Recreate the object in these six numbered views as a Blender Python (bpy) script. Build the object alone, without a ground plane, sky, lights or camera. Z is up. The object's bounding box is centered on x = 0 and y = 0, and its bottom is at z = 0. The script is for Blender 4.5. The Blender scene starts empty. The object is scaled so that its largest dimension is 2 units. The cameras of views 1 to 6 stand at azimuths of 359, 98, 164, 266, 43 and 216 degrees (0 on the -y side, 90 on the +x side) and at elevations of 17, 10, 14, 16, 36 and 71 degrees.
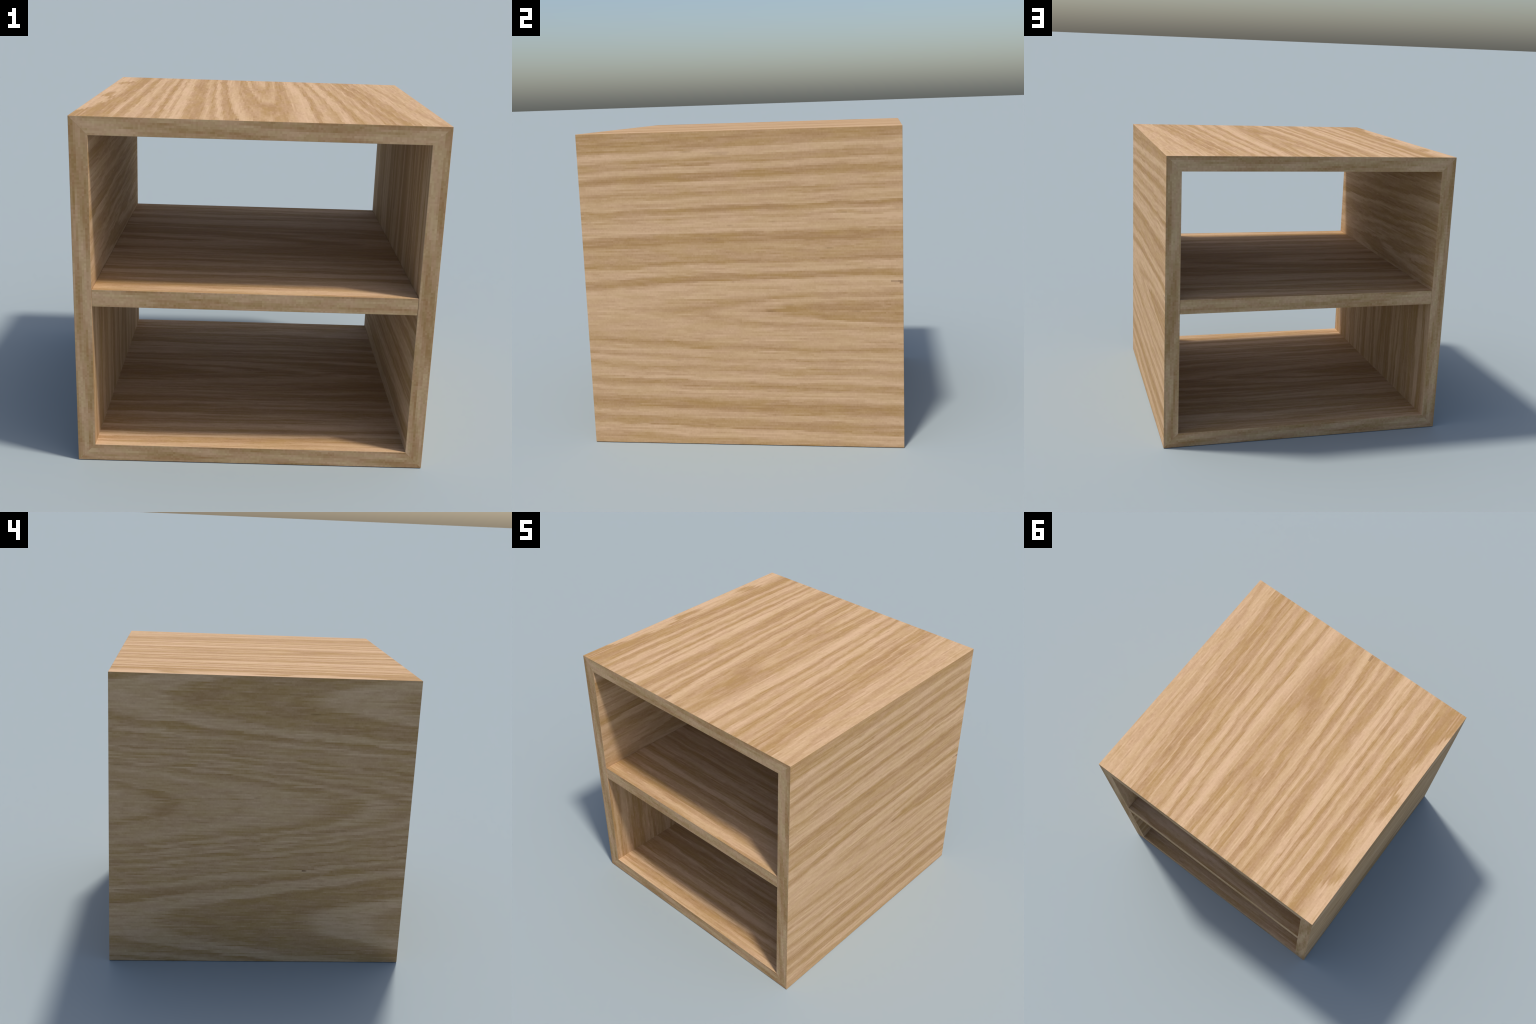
"""Open two-compartment storage cube in oak veneer: four mitred panels and one fixed shelf."""
import bpy, bmesh, math
from mathutils import Vector

# ------------------------------------------------------------------ sizes (metres)
HALF = 1.0            # half width and half depth, and the height is 2 * HALF
BOARD = 0.10          # board thickness
EDGE = 0.0022         # radius of the eased edges
MITRE_GAP = 0.0001
SHELF_MID = 1.0

# veneer colours (linear base colours)
EARLY_WARM = (0.565, 0.378, 0.216)     # pale early wood, yellowish
EARLY_PINK = (0.576, 0.380, 0.228)     # pale early wood, pinkish
LATE_GOLD = (0.415, 0.255, 0.112)      # darker late wood, golden
LATE_BROWN = (0.405, 0.244, 0.120)     # darker late wood, brown
PORE = (0.235, 0.140, 0.062)           # open pores
KNOT = (0.160, 0.085, 0.045)           # pin knots and bark specks
EDGE_PALE = (0.545, 0.372, 0.204)
EDGE_PINK = (0.555, 0.358, 0.210)
EDGE_DARK = (0.385, 0.236, 0.103)
EDGE_BROWN = (0.398, 0.228, 0.108)


# ------------------------------------------------------------------ node helpers
class Graph:
    def __init__(self, name):
        self.mat = bpy.data.materials.new(name)
        self.mat.use_nodes = True
        self.nt = self.mat.node_tree
        self.nt.nodes.clear()

    def new(self, kind):
        return self.nt.nodes.new(kind)

    def put(self, socket, value):
        if isinstance(value, bpy.types.NodeSocket):
            self.nt.links.new(value, socket)
        elif value is not None:
            socket.default_value = value

    def m(self, op, a, b=None, c=None, clamp=False):
        n = self.new('ShaderNodeMath')
        n.operation = op
        n.use_clamp = clamp
        for i, v in enumerate((a, b, c)):
            self.put(n.inputs[i], v)
        return n.outputs[0]

    def smooth(self, x, lo, hi, to_lo=0.0, to_hi=1.0):
        n = self.new('ShaderNodeMapRange')
        n.interpolation_type = 'SMOOTHSTEP'
        self.put(n.inputs['Value'], x)
        for k, v in zip(('From Min', 'From Max', 'To Min', 'To Max'), (lo, hi, to_lo, to_hi)):
            n.inputs[k].default_value = v
        return n.outputs[0]

    def vec(self, x, y, z=0.0):
        n = self.new('ShaderNodeCombineXYZ')
        for i, v in enumerate((x, y, z)):
            self.put(n.inputs[i], v)
        return n.outputs[0]

    def noise(self, u, v, fu, fv, seed, detail=2.0, rough=0.5):
        n = self.new('ShaderNodeTexNoise')
        n.noise_dimensions = '3D'
        self.put(n.inputs['Vector'], self.vec(self.m('MULTIPLY', u, fu), self.m('MULTIPLY', v, fv), seed))
        n.inputs['Scale'].default_value = 1.0
        n.inputs['Detail'].default_value = detail
        n.inputs['Roughness'].default_value = rough
        return n.outputs['Fac']

    def cells(self, u, v, size_u, size_v, seed):
        """One random value per small rectangle of the surface."""
        n = self.new('ShaderNodeTexWhiteNoise')
        n.noise_dimensions = '3D'
        cu = self.m('FLOOR', self.m('DIVIDE', u, size_u))
        cv = self.m('FLOOR', self.m('DIVIDE', v, size_v))
        self.put(n.inputs['Vector'], self.vec(cu, cv, seed))
        return n.outputs['Value']

    def mix(self, fac, a, b):
        n = self.new('ShaderNodeMix')
        n.data_type = 'RGBA'
        self.put(n.inputs[0], fac)
        for s, v in ((n.inputs[6], a), (n.inputs[7], b)):
            self.put(s, v if isinstance(v, bpy.types.NodeSocket) else (*v, 1.0))
        return n.outputs[2]

    def scale_colour(self, col, fac):
        n = self.new('ShaderNodeVectorMath')
        n.operation = 'SCALE'
        self.put(n.inputs[0], col)
        self.put(n.inputs['Scale'], fac)
        return n.outputs[0]

    def axes(self, along, across):
        tc = self.new('ShaderNodeTexCoord')
        sep = self.new('ShaderNodeSeparateXYZ')
        self.put(sep.inputs[0], tc.outputs['Object'])
        return sep.outputs['XYZ'.index(along)], sep.outputs['XYZ'.index(across)]

    def finish(self, colour, bump=None, rough=0.80):
        b = self.new('ShaderNodeBsdfPrincipled')
        self.put(b.inputs['Base Color'], colour)
        b.inputs['Roughness'].default_value = rough
        b.inputs['Specular IOR Level'].default_value = 0.08
        if bump is not None:
            bn = self.new('ShaderNodeBump')
            bn.inputs['Strength'].default_value = 0.10
            bn.inputs['Distance'].default_value = 0.002
            self.put(bn.inputs['Height'], bump)
            self.put(b.inputs['Normal'], bn.outputs[0])
        o = self.new('ShaderNodeOutputMaterial')
        self.put(o.inputs['Surface'], b.outputs[0])
        return self.mat


def growth_rings(g, r, bands, lo, soft=0.010):
    """Tone of the growth rings along the ring coordinate r.
    bands: (outer limit of the ring, tone) in rising order, tone 0 = late wood, 1 = early wood."""
    out = None
    start = lo
    for i in range(0, len(bands), 14):
        chunk = bands[i:i + 14]
        end = chunk[-1][0]
        n = g.new('ShaderNodeValToRGB')
        cr = n.color_ramp
        cr.interpolation = 'LINEAR'
        stops = []
        s = start
        for limit, tone in chunk:
            inset = min(soft, (limit - s) * 0.35)
            stops += [((s + inset - start) / (end - start), tone), ((limit - inset - start) / (end - start), tone)]
            s = limit
        cr.elements[0].position, cr.elements[1].position = stops[0][0], stops[-1][0]
        for e, t in ((cr.elements[0], stops[0][1]), (cr.elements[1], stops[-1][1])):
            e.color = (t, t, t, 1)
        for p, t in stops[1:-1]:
            cr.elements.new(p).color = (t, t, t, 1)
        g.put(n.inputs[0], g.m('DIVIDE', g.m('SUBTRACT', r, start), end - start))
        tone = n.outputs[0]
        if out is None:
            out = tone
        else:
            out = g.mix(g.smooth(r, start - soft, start + soft), out, tone)
        start = end
    return out


def heart_field(g, u, v, centre, drift, b0, b1, spread=0.0):
    """Signed ring coordinate of flat-sawn wood: stripes beside a heart line, closing to pointed arches on it."""
    w = g.m('SUBTRACT', v, g.m('MULTIPLY_ADD', u, drift, centre))
    if spread:
        w = g.m('MULTIPLY', w, g.m('MULTIPLY_ADD', u, spread, 1.0))
    b = g.m('MAXIMUM', g.m('MULTIPLY_ADD', u, b1, b0), 0.0)
    r = g.m('SQRT', g.m('ADD', g.m('MULTIPLY', w, w), g.m('MULTIPLY', b, b)))
    return g.m('MULTIPLY', r, g.m('SIGN', w))


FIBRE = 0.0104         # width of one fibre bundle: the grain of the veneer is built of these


def bundles(g, x, size):
    """Middle of the fibre bundle that a place belongs to."""
    return g.m('MULTIPLY', g.m('ADD', g.m('FLOOR', g.m('DIVIDE', x, size)), 0.5), size)


def fibre_warp(g, u, v, seed, wander=0.030, jag=0.016):
    """Bend the grain gently and let single fibres run ahead of their neighbours."""
    slow = g.m('SUBTRACT', g.noise(u, v, 0.9, 2.2, seed, 1.0), 0.5)
    mid = g.m('SUBTRACT', g.noise(u, v, 4.0, 23.0, seed + 3.1, 2.0), 0.5)
    ripple = g.m('SUBTRACT', g.noise(u, v, 3.6, 7.0, seed + 4.7, 2.0, 0.6), 0.5)
    fine = g.m('SUBTRACT', g.noise(u, v, 7.0, 68.0, seed + 6.3, 2.0), 0.5)
    v2 = g.m('MULTIPLY_ADD', slow, wander * 2.0, v)
    v2 = g.m('MULTIPLY_ADD', mid, jag * 1.3, v2)
    v2 = g.m('MULTIPLY_ADD', ripple, jag * 2.6, v2)
    v2 = g.m('MULTIPLY_ADD', fine, jag * 1.3, v2)
    lag = g.m('SUBTRACT', g.cells(u, v, 9.0, FIBRE, seed), 0.5)
    u2 = g.m('MULTIPLY_ADD', lag, 0.12, u)
    return u2, v2


def veneer(name, along, across, seed, field, bands=None, lo=-1.2, soft=0.008,
           wander=0.030, jag=0.016, ring_freq=9.0, ring_cut=(0.43, 0.59), rim=None, marks=(), line_freq=42.0):
    g = Graph(name)
    u0, v0 = g.axes(along, across)
    u, v = bundles(g, u0, FIBRE), bundles(g, v0, FIBRE)
    u2, v2 = fibre_warp(g, u, v, seed, wander, jag)
    r = field(g, u2, v2)
    if bands:
        tone = growth_rings(g, r, bands, lo, soft)
    else:
        a = g.noise(r, u2, ring_freq, 0.25, seed + 11.0, 3.0, 0.66)
        tone = g.smooth(a, *ring_cut)
    if rim:
        # ragged pale islands where the saw ran out of the log, along one edge of the sheet
        limit, pale_seed = rim
        isle = g.smooth(g.noise(u2, v2, 1.9, 5.0, pale_seed, 1.0), 0.45, 0.52)
        tone = g.mix(g.smooth(v2, limit - 0.02, limit + 0.03), isle, tone)
    # streaks inside every ring, from broad to single fibres
    streak = g.m('SUBTRACT', g.noise(u, v2, 1.6, 37.0, seed + 5.0, 3.0, 0.6), 0.5)
    fibre = g.m('SUBTRACT', g.noise(u, v, 10.0, 137.3, seed + 8.0, 1.0), 0.5)
    strand = g.m('SUBTRACT', g.noise(u, v, 2.6, 111.9, seed + 9.0, 0.0), 0.5)
    fleck = g.m('SUBTRACT', g.cells(u, v, FIBRE, FIBRE, seed + 2.0), 0.5)
    # narrow lines that follow the growth rings
    line = g.noise(g.m('MULTIPLY', r, line_freq), g.noise(u, v, 0.8, 3.0, seed + 51.0, 0.0), 1.0, 1.6, seed + 53.0, 2.0, 0.6)
    line = g.m('SUBTRACT', g.smooth(line, 0.40, 0.60), 0.5)
    tone = g.m('MULTIPLY_ADD', tone, 0.92, 0.02)
    tone = g.m('MULTIPLY_ADD', line, 0.27, tone)
    tone = g.m('MULTIPLY_ADD', streak, 0.45, tone)
    tone = g.m('MULTIPLY_ADD', fibre, 0.60, tone)
    tone = g.m('MULTIPLY_ADD', strand, 0.65, tone)
    tone = g.m('MULTIPLY_ADD', fleck, 0.18, tone)
    dark_vein = g.smooth(g.noise(u, v2, 1.4, 83.0, seed + 14.0, 1.0), 0.60, 0.68)
    pale_vein = g.smooth(g.noise(u, v2, 1.7, 89.0, seed + 17.0, 1.0), 0.63, 0.70)
    tone = g.m('MULTIPLY_ADD', dark_vein, -0.20, tone)
    tone = g.m('MULTIPLY_ADD', pale_vein, 0.20, tone)
    hue = g.smooth(g.noise(u, v, 4.0, 16.0, seed + 21.0, 3.0), 0.38, 0.62)
    early = g.mix(hue, EARLY_WARM, EARLY_PINK)
    late = g.mix(hue, LATE_GOLD, LATE_BROWN)
    n = g.new('ShaderNodeMix')
    n.data_type = 'RGBA'
    n.clamp_factor = False
    g.put(n.inputs[0], g.m('MINIMUM', g.m('MAXIMUM', tone, -0.16), 1.18))
    g.put(n.inputs[6], late)
    g.put(n.inputs[7], early)
    col = n.outputs[2]
    # open pores: short dark dashes, most of them in the late wood
    dash = g.smooth(g.noise(u, v, 8.0, 151.7, seed + 31.0, 1.0), 0.68, 0.84)
    dash = g.m('MULTIPLY', dash, g.m('MULTIPLY_ADD', tone, -0.15, 0.46), clamp=True)
    col = g.mix(dash, col, PORE)
    for pu, pv, long, wide, depth in marks:
        du = g.m('DIVIDE', g.m('SUBTRACT', u, pu), long)
        dv = g.m('DIVIDE', g.m('SUBTRACT', v, pv), wide)
        d = g.m('ADD', g.m('MULTIPLY', du, du), g.m('MULTIPLY', dv, dv))
        col = g.mix(g.smooth(d, 0.6, 1.4, depth, 0.0), col, KNOT)
    return g.finish(col, bump=g.m('SUBTRACT', fibre, dash))


def edge_band(name, along, across, seed):
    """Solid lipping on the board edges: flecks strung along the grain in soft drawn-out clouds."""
    g = Graph(name)
    u0, v0 = g.axes(along, across)
    size = 0.0125
    u, v = bundles(g, u0, size), bundles(g, v0, size)
    skew = g.m('MULTIPLY_ADD', u, 0.05, v)
    cloud = g.smooth(g.noise(u, skew, 1.5, 15.0, seed, 2.0, 0.5), 0.36, 0.62)
    row = g.m('SUBTRACT', g.noise(u, v, 5.0, 113.3, seed + 9.0, 1.0), 0.5)
    block = g.m('SUBTRACT', g.cells(u, v, size, size, seed + 1.0), 0.5)
    pair = g.m('SUBTRACT', g.cells(u, v, size * 3, size, seed + 4.0), 0.5)
    tone = g.m('MULTIPLY_ADD', cloud, 0.80, 0.05)
    tone = g.m('MULTIPLY_ADD', row, 1.00, tone)
    tone = g.m('MULTIPLY_ADD', block, 0.34, tone)
    tone = g.m('MULTIPLY_ADD', pair, 0.22, tone)
    n = g.new('ShaderNodeMix')
    n.data_type = 'RGBA'
    n.clamp_factor = False
    g.put(n.inputs[0], g.m('MINIMUM', g.m('MAXIMUM', tone, -0.15), 1.2))
    hue = g.smooth(g.noise(u, v, 9.0, 30.0, seed + 6.0, 2.0), 0.40, 0.60)
    g.put(n.inputs[6], g.mix(hue, EDGE_DARK, EDGE_BROWN))
    g.put(n.inputs[7], g.mix(hue, EDGE_PALE, EDGE_PINK))
    return g.finish(n.outputs[2])


# ------------------------------------------------------------------ veneers
def ring_limits(positions, centre, b, scale=1.0):
    """Ring coordinate of places read across the grain where the heart lies at centre and depth b."""
    return [(math.copysign(math.hypot((p - centre) * scale, b), p - centre), t) for p, t in positions]


# top: heart slightly right of the middle, arches opening to the back
TOP_LEFT = [(-0.80, .0), (-0.765, .9), (-0.715, .15), (-0.655, .9), (-0.60, .4), (-0.565, .8), (-0.535, .05),
            (-0.495, .9), (-0.48, .3), (-0.41, 1.), (-0.30, .1), (-0.265, .7), (-0.225, .25), (-0.185, 1.),
            (-0.12, .05), (-0.04, 1.), (-0.025, .5)]
TOP_RIGHT = [(0.185, .7), (0.30, 1.), (0.345, .1), (0.395, .85), (0.435, .2), (0.505, .95), (0.555, .1),
             (0.585, .8), (0.63, .35), (0.655, .85), (0.72, .05), (0.735, .6), (0.79, .1), (0.80, .6),
             (0.845, .1), (0.93, .9), (0.96, .4), (1.10, .8)]
top_bands = (ring_limits(TOP_LEFT, 0.075, 0.16, 0.93)
             + [(-0.150, .3), (-0.105, .08), (-0.085, .85), (-0.045, .22), (0.045, .85), (0.085, .22), (0.105, .85),
                (0.150, .08), (0.175, .3)] + ring_limits(TOP_RIGHT, 0.075, 0.16, 0.93))

# right side: rings fan out from a heart just below mid height, arches opening to the back
SIDE_LOW = [(0.04, .35), (0.10, .9), (0.165, .1), (0.21, .8), (0.29, .05), (0.365, .85), (0.405, .1), (0.465, .95),
            (0.51, .4), (0.545, .8), (0.565, .4), (0.61, .9), (0.655, .2), (0.71, .75)]
SIDE_HIGH = [(1.09, .95), (1.135, .05), (1.19, .9), (1.235, .15), (1.31, .5), (1.385, .1), (1.47, .95),
             (1.49, .4), (1.51, .9), (1.545, .05), (1.61, .85), (1.65, .3), (1.71, .8), (1.76, .05), (1.80, .8),
             (1.85, .25), (1.90, .9), (2.20, .1)]
side_bands = (ring_limits(SIDE_LOW, 0.87, 0.0) + [(-0.125, .95), (-0.09, .35), (-0.065, .85), (0.070, .08),
              (0.095, .9), (0.125, .3)] + ring_limits(SIDE_HIGH, 0.87, 0.0))

# left side: three hearts side by side, arches pointing alternately back and front
left_bands = [(-1.42, .8), (-1.33, .2), (-1.14, .95), (-0.74, .08), (-0.52, .9), (-0.40, .05), (-0.33, .3), (-0.22, .85),
              (-0.13, .15), (-0.05, .7), (0.03, .3), (0.12, .55), (0.19, .2), (0.27, .8), (0.36, .15), (0.42, .75),
              (0.50, .3), (0.56, .8), (0.66, .2), (0.72, .8), (0.85, .3), (1.02, .85), (1.20, .6), (1.27, .1), (1.7, .75)]


def left_field(g, u, v):
    up = g.m('DIVIDE', g.m('SUBTRACT', v, 1.15), 0.70)
    down = g.m('DIVIDE', g.m('SUBTRACT', 1.15, v), 0.85)
    wave = g.m('COSINE', g.m('MULTIPLY', g.m('MAXIMUM', up, down), math.pi))
    return g.m('MULTIPLY_ADD', u, 0.40, wave)


def hearted(centre, drift, b0, b1, spread=0.0):
    return lambda g, u, v: heart_field(g, u, v, centre, drift, b0, b1, spread)


V = {
    'top_out': veneer('oak_top', 'Y', 'X', 3.0, hearted(0.037, -0.037, 0.085, -0.075, 0.07), top_bands, -1.15,
                      wander=0.012, jag=0.016, rim=(-0.88, 5.5),
                      marks=[(-0.965, -0.125, 0.030, 0.013, 0.40)]),
    'right_out': veneer('oak_right_side', 'Y', 'Z', 7.0, hearted(0.872, 0.0, 0.08, -0.08, -0.03), side_bands, -1.0,
                        wander=0.014, jag=0.014,
                        marks=[(0.955, 1.065, 0.030, 0.009, 0.40), (0.985, 1.062, 0.014, 0.009, 0.5),
                               (-0.10, 1.865, 0.060, 0.012, 0.16)]),
    'left_out': veneer('oak_left_side', 'Y', 'Z', 13.0, left_field, left_bands, -2.0, soft=0.025, line_freq=15.0,
                       wander=0.030, jag=0.016,
                       marks=[(-0.304, 0.682, 0.014, 0.007, 0.75)]),
    'under': veneer('oak_underside', 'Y', 'X', 17.0, hearted(0.1, 0.02, 0.1, 0.08)),
    'floor': veneer('oak_floor', 'X', 'Y', 23.0, hearted(0.05, 0.0, 0.09, 0.09), ring_freq=8.0),
    'shelf_top': veneer('oak_shelf', 'X', 'Y', 29.0, hearted(0.02, -0.02, 0.10, 0.08), ring_freq=7.0),
    'shelf_under': veneer('oak_shelf_underside', 'X', 'Y', 31.0, hearted(-0.1, 0.0, 0.10, 0.08)),
    'ceiling': veneer('oak_ceiling', 'X', 'Y', 37.0, hearted(0.1, 0.0, 0.10, 0.08)),
    'level_grain': veneer('oak_inner_level', 'Y', 'Z', 43.0, hearted(1.18, 0.03, 0.10, -0.09), ring_freq=10.0),
    'upright_grain': veneer('oak_inner_upright', 'Z', 'Y', 47.0, hearted(0.05, 0.0, 0.10, -0.05), ring_freq=11.0),
}
EDGES_FLAT = [edge_band('oak_lipping_flat', 'X', 'Z', 53.0), edge_band('oak_lipping_flat', 'X', 'Z', 57.0)]
EDGES_UPRIGHT = [edge_band('oak_lipping_upright', 'Z', 'X', 61.0), edge_band('oak_lipping_upright', 'Z', 'X', 67.0)]


# ------------------------------------------------------------------ geometry
def ease_edges(bm):
    sharp = [e for e in bm.edges if len(e.link_faces) == 2 and e.calc_face_angle() > 0.5]
    bmesh.ops.bevel(bm, geom=sharp, offset=EDGE, segments=3, profile=0.5, affect='EDGES', clamp_overlap=True)


def carcass():
    """Square tube, open to the front and the back, with eased edges."""
    bm = bmesh.new()
    o, i = HALF, HALF - BOARD
    rings = []
    for y in (-HALF, HALF):
        for s in (o, i):
            rings.append([bm.verts.new((x * s, y, 1.0 + z * s)) for x, z in ((-1, -1), (1, -1), (1, 1), (-1, 1))])
    fo, fi, bo, bi = rings
    for k in range(4):
        n = (k + 1) % 4
        for quad in ((fo[k], fo[n], bo[n], bo[k]), (fi[n], fi[k], bi[k], bi[n]),
                     (fo[n], fo[k], fi[k], fi[n]), (bo[k], bo[n], bi[n], bi[k])):
            bm.faces.new(quad)
    bmesh.ops.recalc_face_normals(bm, faces=bm.faces)
    ease_edges(bm)
    return bm


def cut(bm, point, keep_dir, fill=True):
    """Keep the part of a solid on the keep_dir side of a plane."""
    geom = bm.verts[:] + bm.edges[:] + bm.faces[:]
    res = bmesh.ops.bisect_plane(bm, geom=geom, plane_co=point, plane_no=keep_dir, clear_inner=True, dist=1e-6)
    if fill:
        rim = [e for e in res['geom_cut'] if isinstance(e, bmesh.types.BMEdge)]
        bmesh.ops.contextual_create(bm, geom=rim)


def make_part(name, bm, mats, pick, parent):
    me = bpy.data.meshes.new(name)
    for m in mats:
        me.materials.append(m)
    bm.normal_update()
    for f in bm.faces:
        f.material_index = pick(f.calc_center_median(), f.normal)
        f.smooth = False
    bm.to_mesh(me)
    bm.free()
    ob = bpy.data.objects.new(name, me)
    bpy.context.scene.collection.objects.link(ob)
    ob.parent = parent
    return ob


cabinet = bpy.data.objects.new('storage_cube', None)
cabinet.empty_display_size = 0.5
cabinet['label'] = "open cube shelf unit in light oak veneer with one middle shelf"
cabinet['category'] = "shelf unit"
bpy.context.scene.collection.objects.link(cabinet)

CENTRE = Vector((0, 0, 1.0))


def panel(name, out, mats, pick, halve=False):
    """One mitred board of the carcass, on the side that out points to."""
    bm = carcass()
    side = Vector((out.z, 0, -out.x))
    for s in (side, -side):
        keep = (out + s).normalized()
        cut(bm, CENTRE + keep * MITRE_GAP, keep)
    if halve:
        bmesh.ops.bisect_plane(bm, geom=bm.verts[:] + bm.edges[:] + bm.faces[:],
                               plane_co=(0, 0, SHELF_MID), plane_no=(0, 0, 1), dist=1e-6)
    return make_part(name, bm, mats, pick, cabinet)


def flat_pick(sign):
    def pick(c, n):
        if abs(n.y) > 0.75:
            return 2
        return 0 if n.z * sign > 0.3 else 1
    return pick


def side_pick(sign, upper_level):
    def pick(c, n):
        upper = c.z > SHELF_MID
        if abs(n.y) > 0.75:
            return 3
        if n.x * sign > 0.3:
            return 0
        return 1 if upper == upper_level else 2
    return pick


panel('top_panel', Vector((0, 0, 1)), [V['top_out'], V['ceiling'], EDGES_FLAT[0]], flat_pick(1))
panel('bottom_panel', Vector((0, 0, -1)), [V['under'], V['floor'], EDGES_FLAT[1]], flat_pick(-1))
panel('side_panel', Vector((1, 0, 0)), [V['right_out'], V['level_grain'], V['upright_grain'], *EDGES_UPRIGHT],
      side_pick(1, False), halve=True)
panel('side_panel', Vector((-1, 0, 0)), [V['left_out'], V['level_grain'], V['upright_grain'], *EDGES_UPRIGHT[::-1]],
      side_pick(-1, True), halve=True)

# shelf
bm = bmesh.new()
bmesh.ops.create_cube(bm, size=1.0)
for vert in bm.verts:
    vert.co = Vector((vert.co.x * 2 * (HALF - BOARD - 0.0004), vert.co.y * 2 * (HALF - 0.0012),
                      SHELF_MID + 0.0005 + vert.co.z * (BOARD - 0.0014)))
ease_edges(bm)


def shelf_pick(c, n):
    if abs(n.y) > 0.75:
        return 2
    return 0 if n.z > 0.3 else 1


make_part('shelf_board', bm, [V['shelf_top'], V['shelf_under'], EDGES_FLAT[0]], shelf_pick, cabinet)
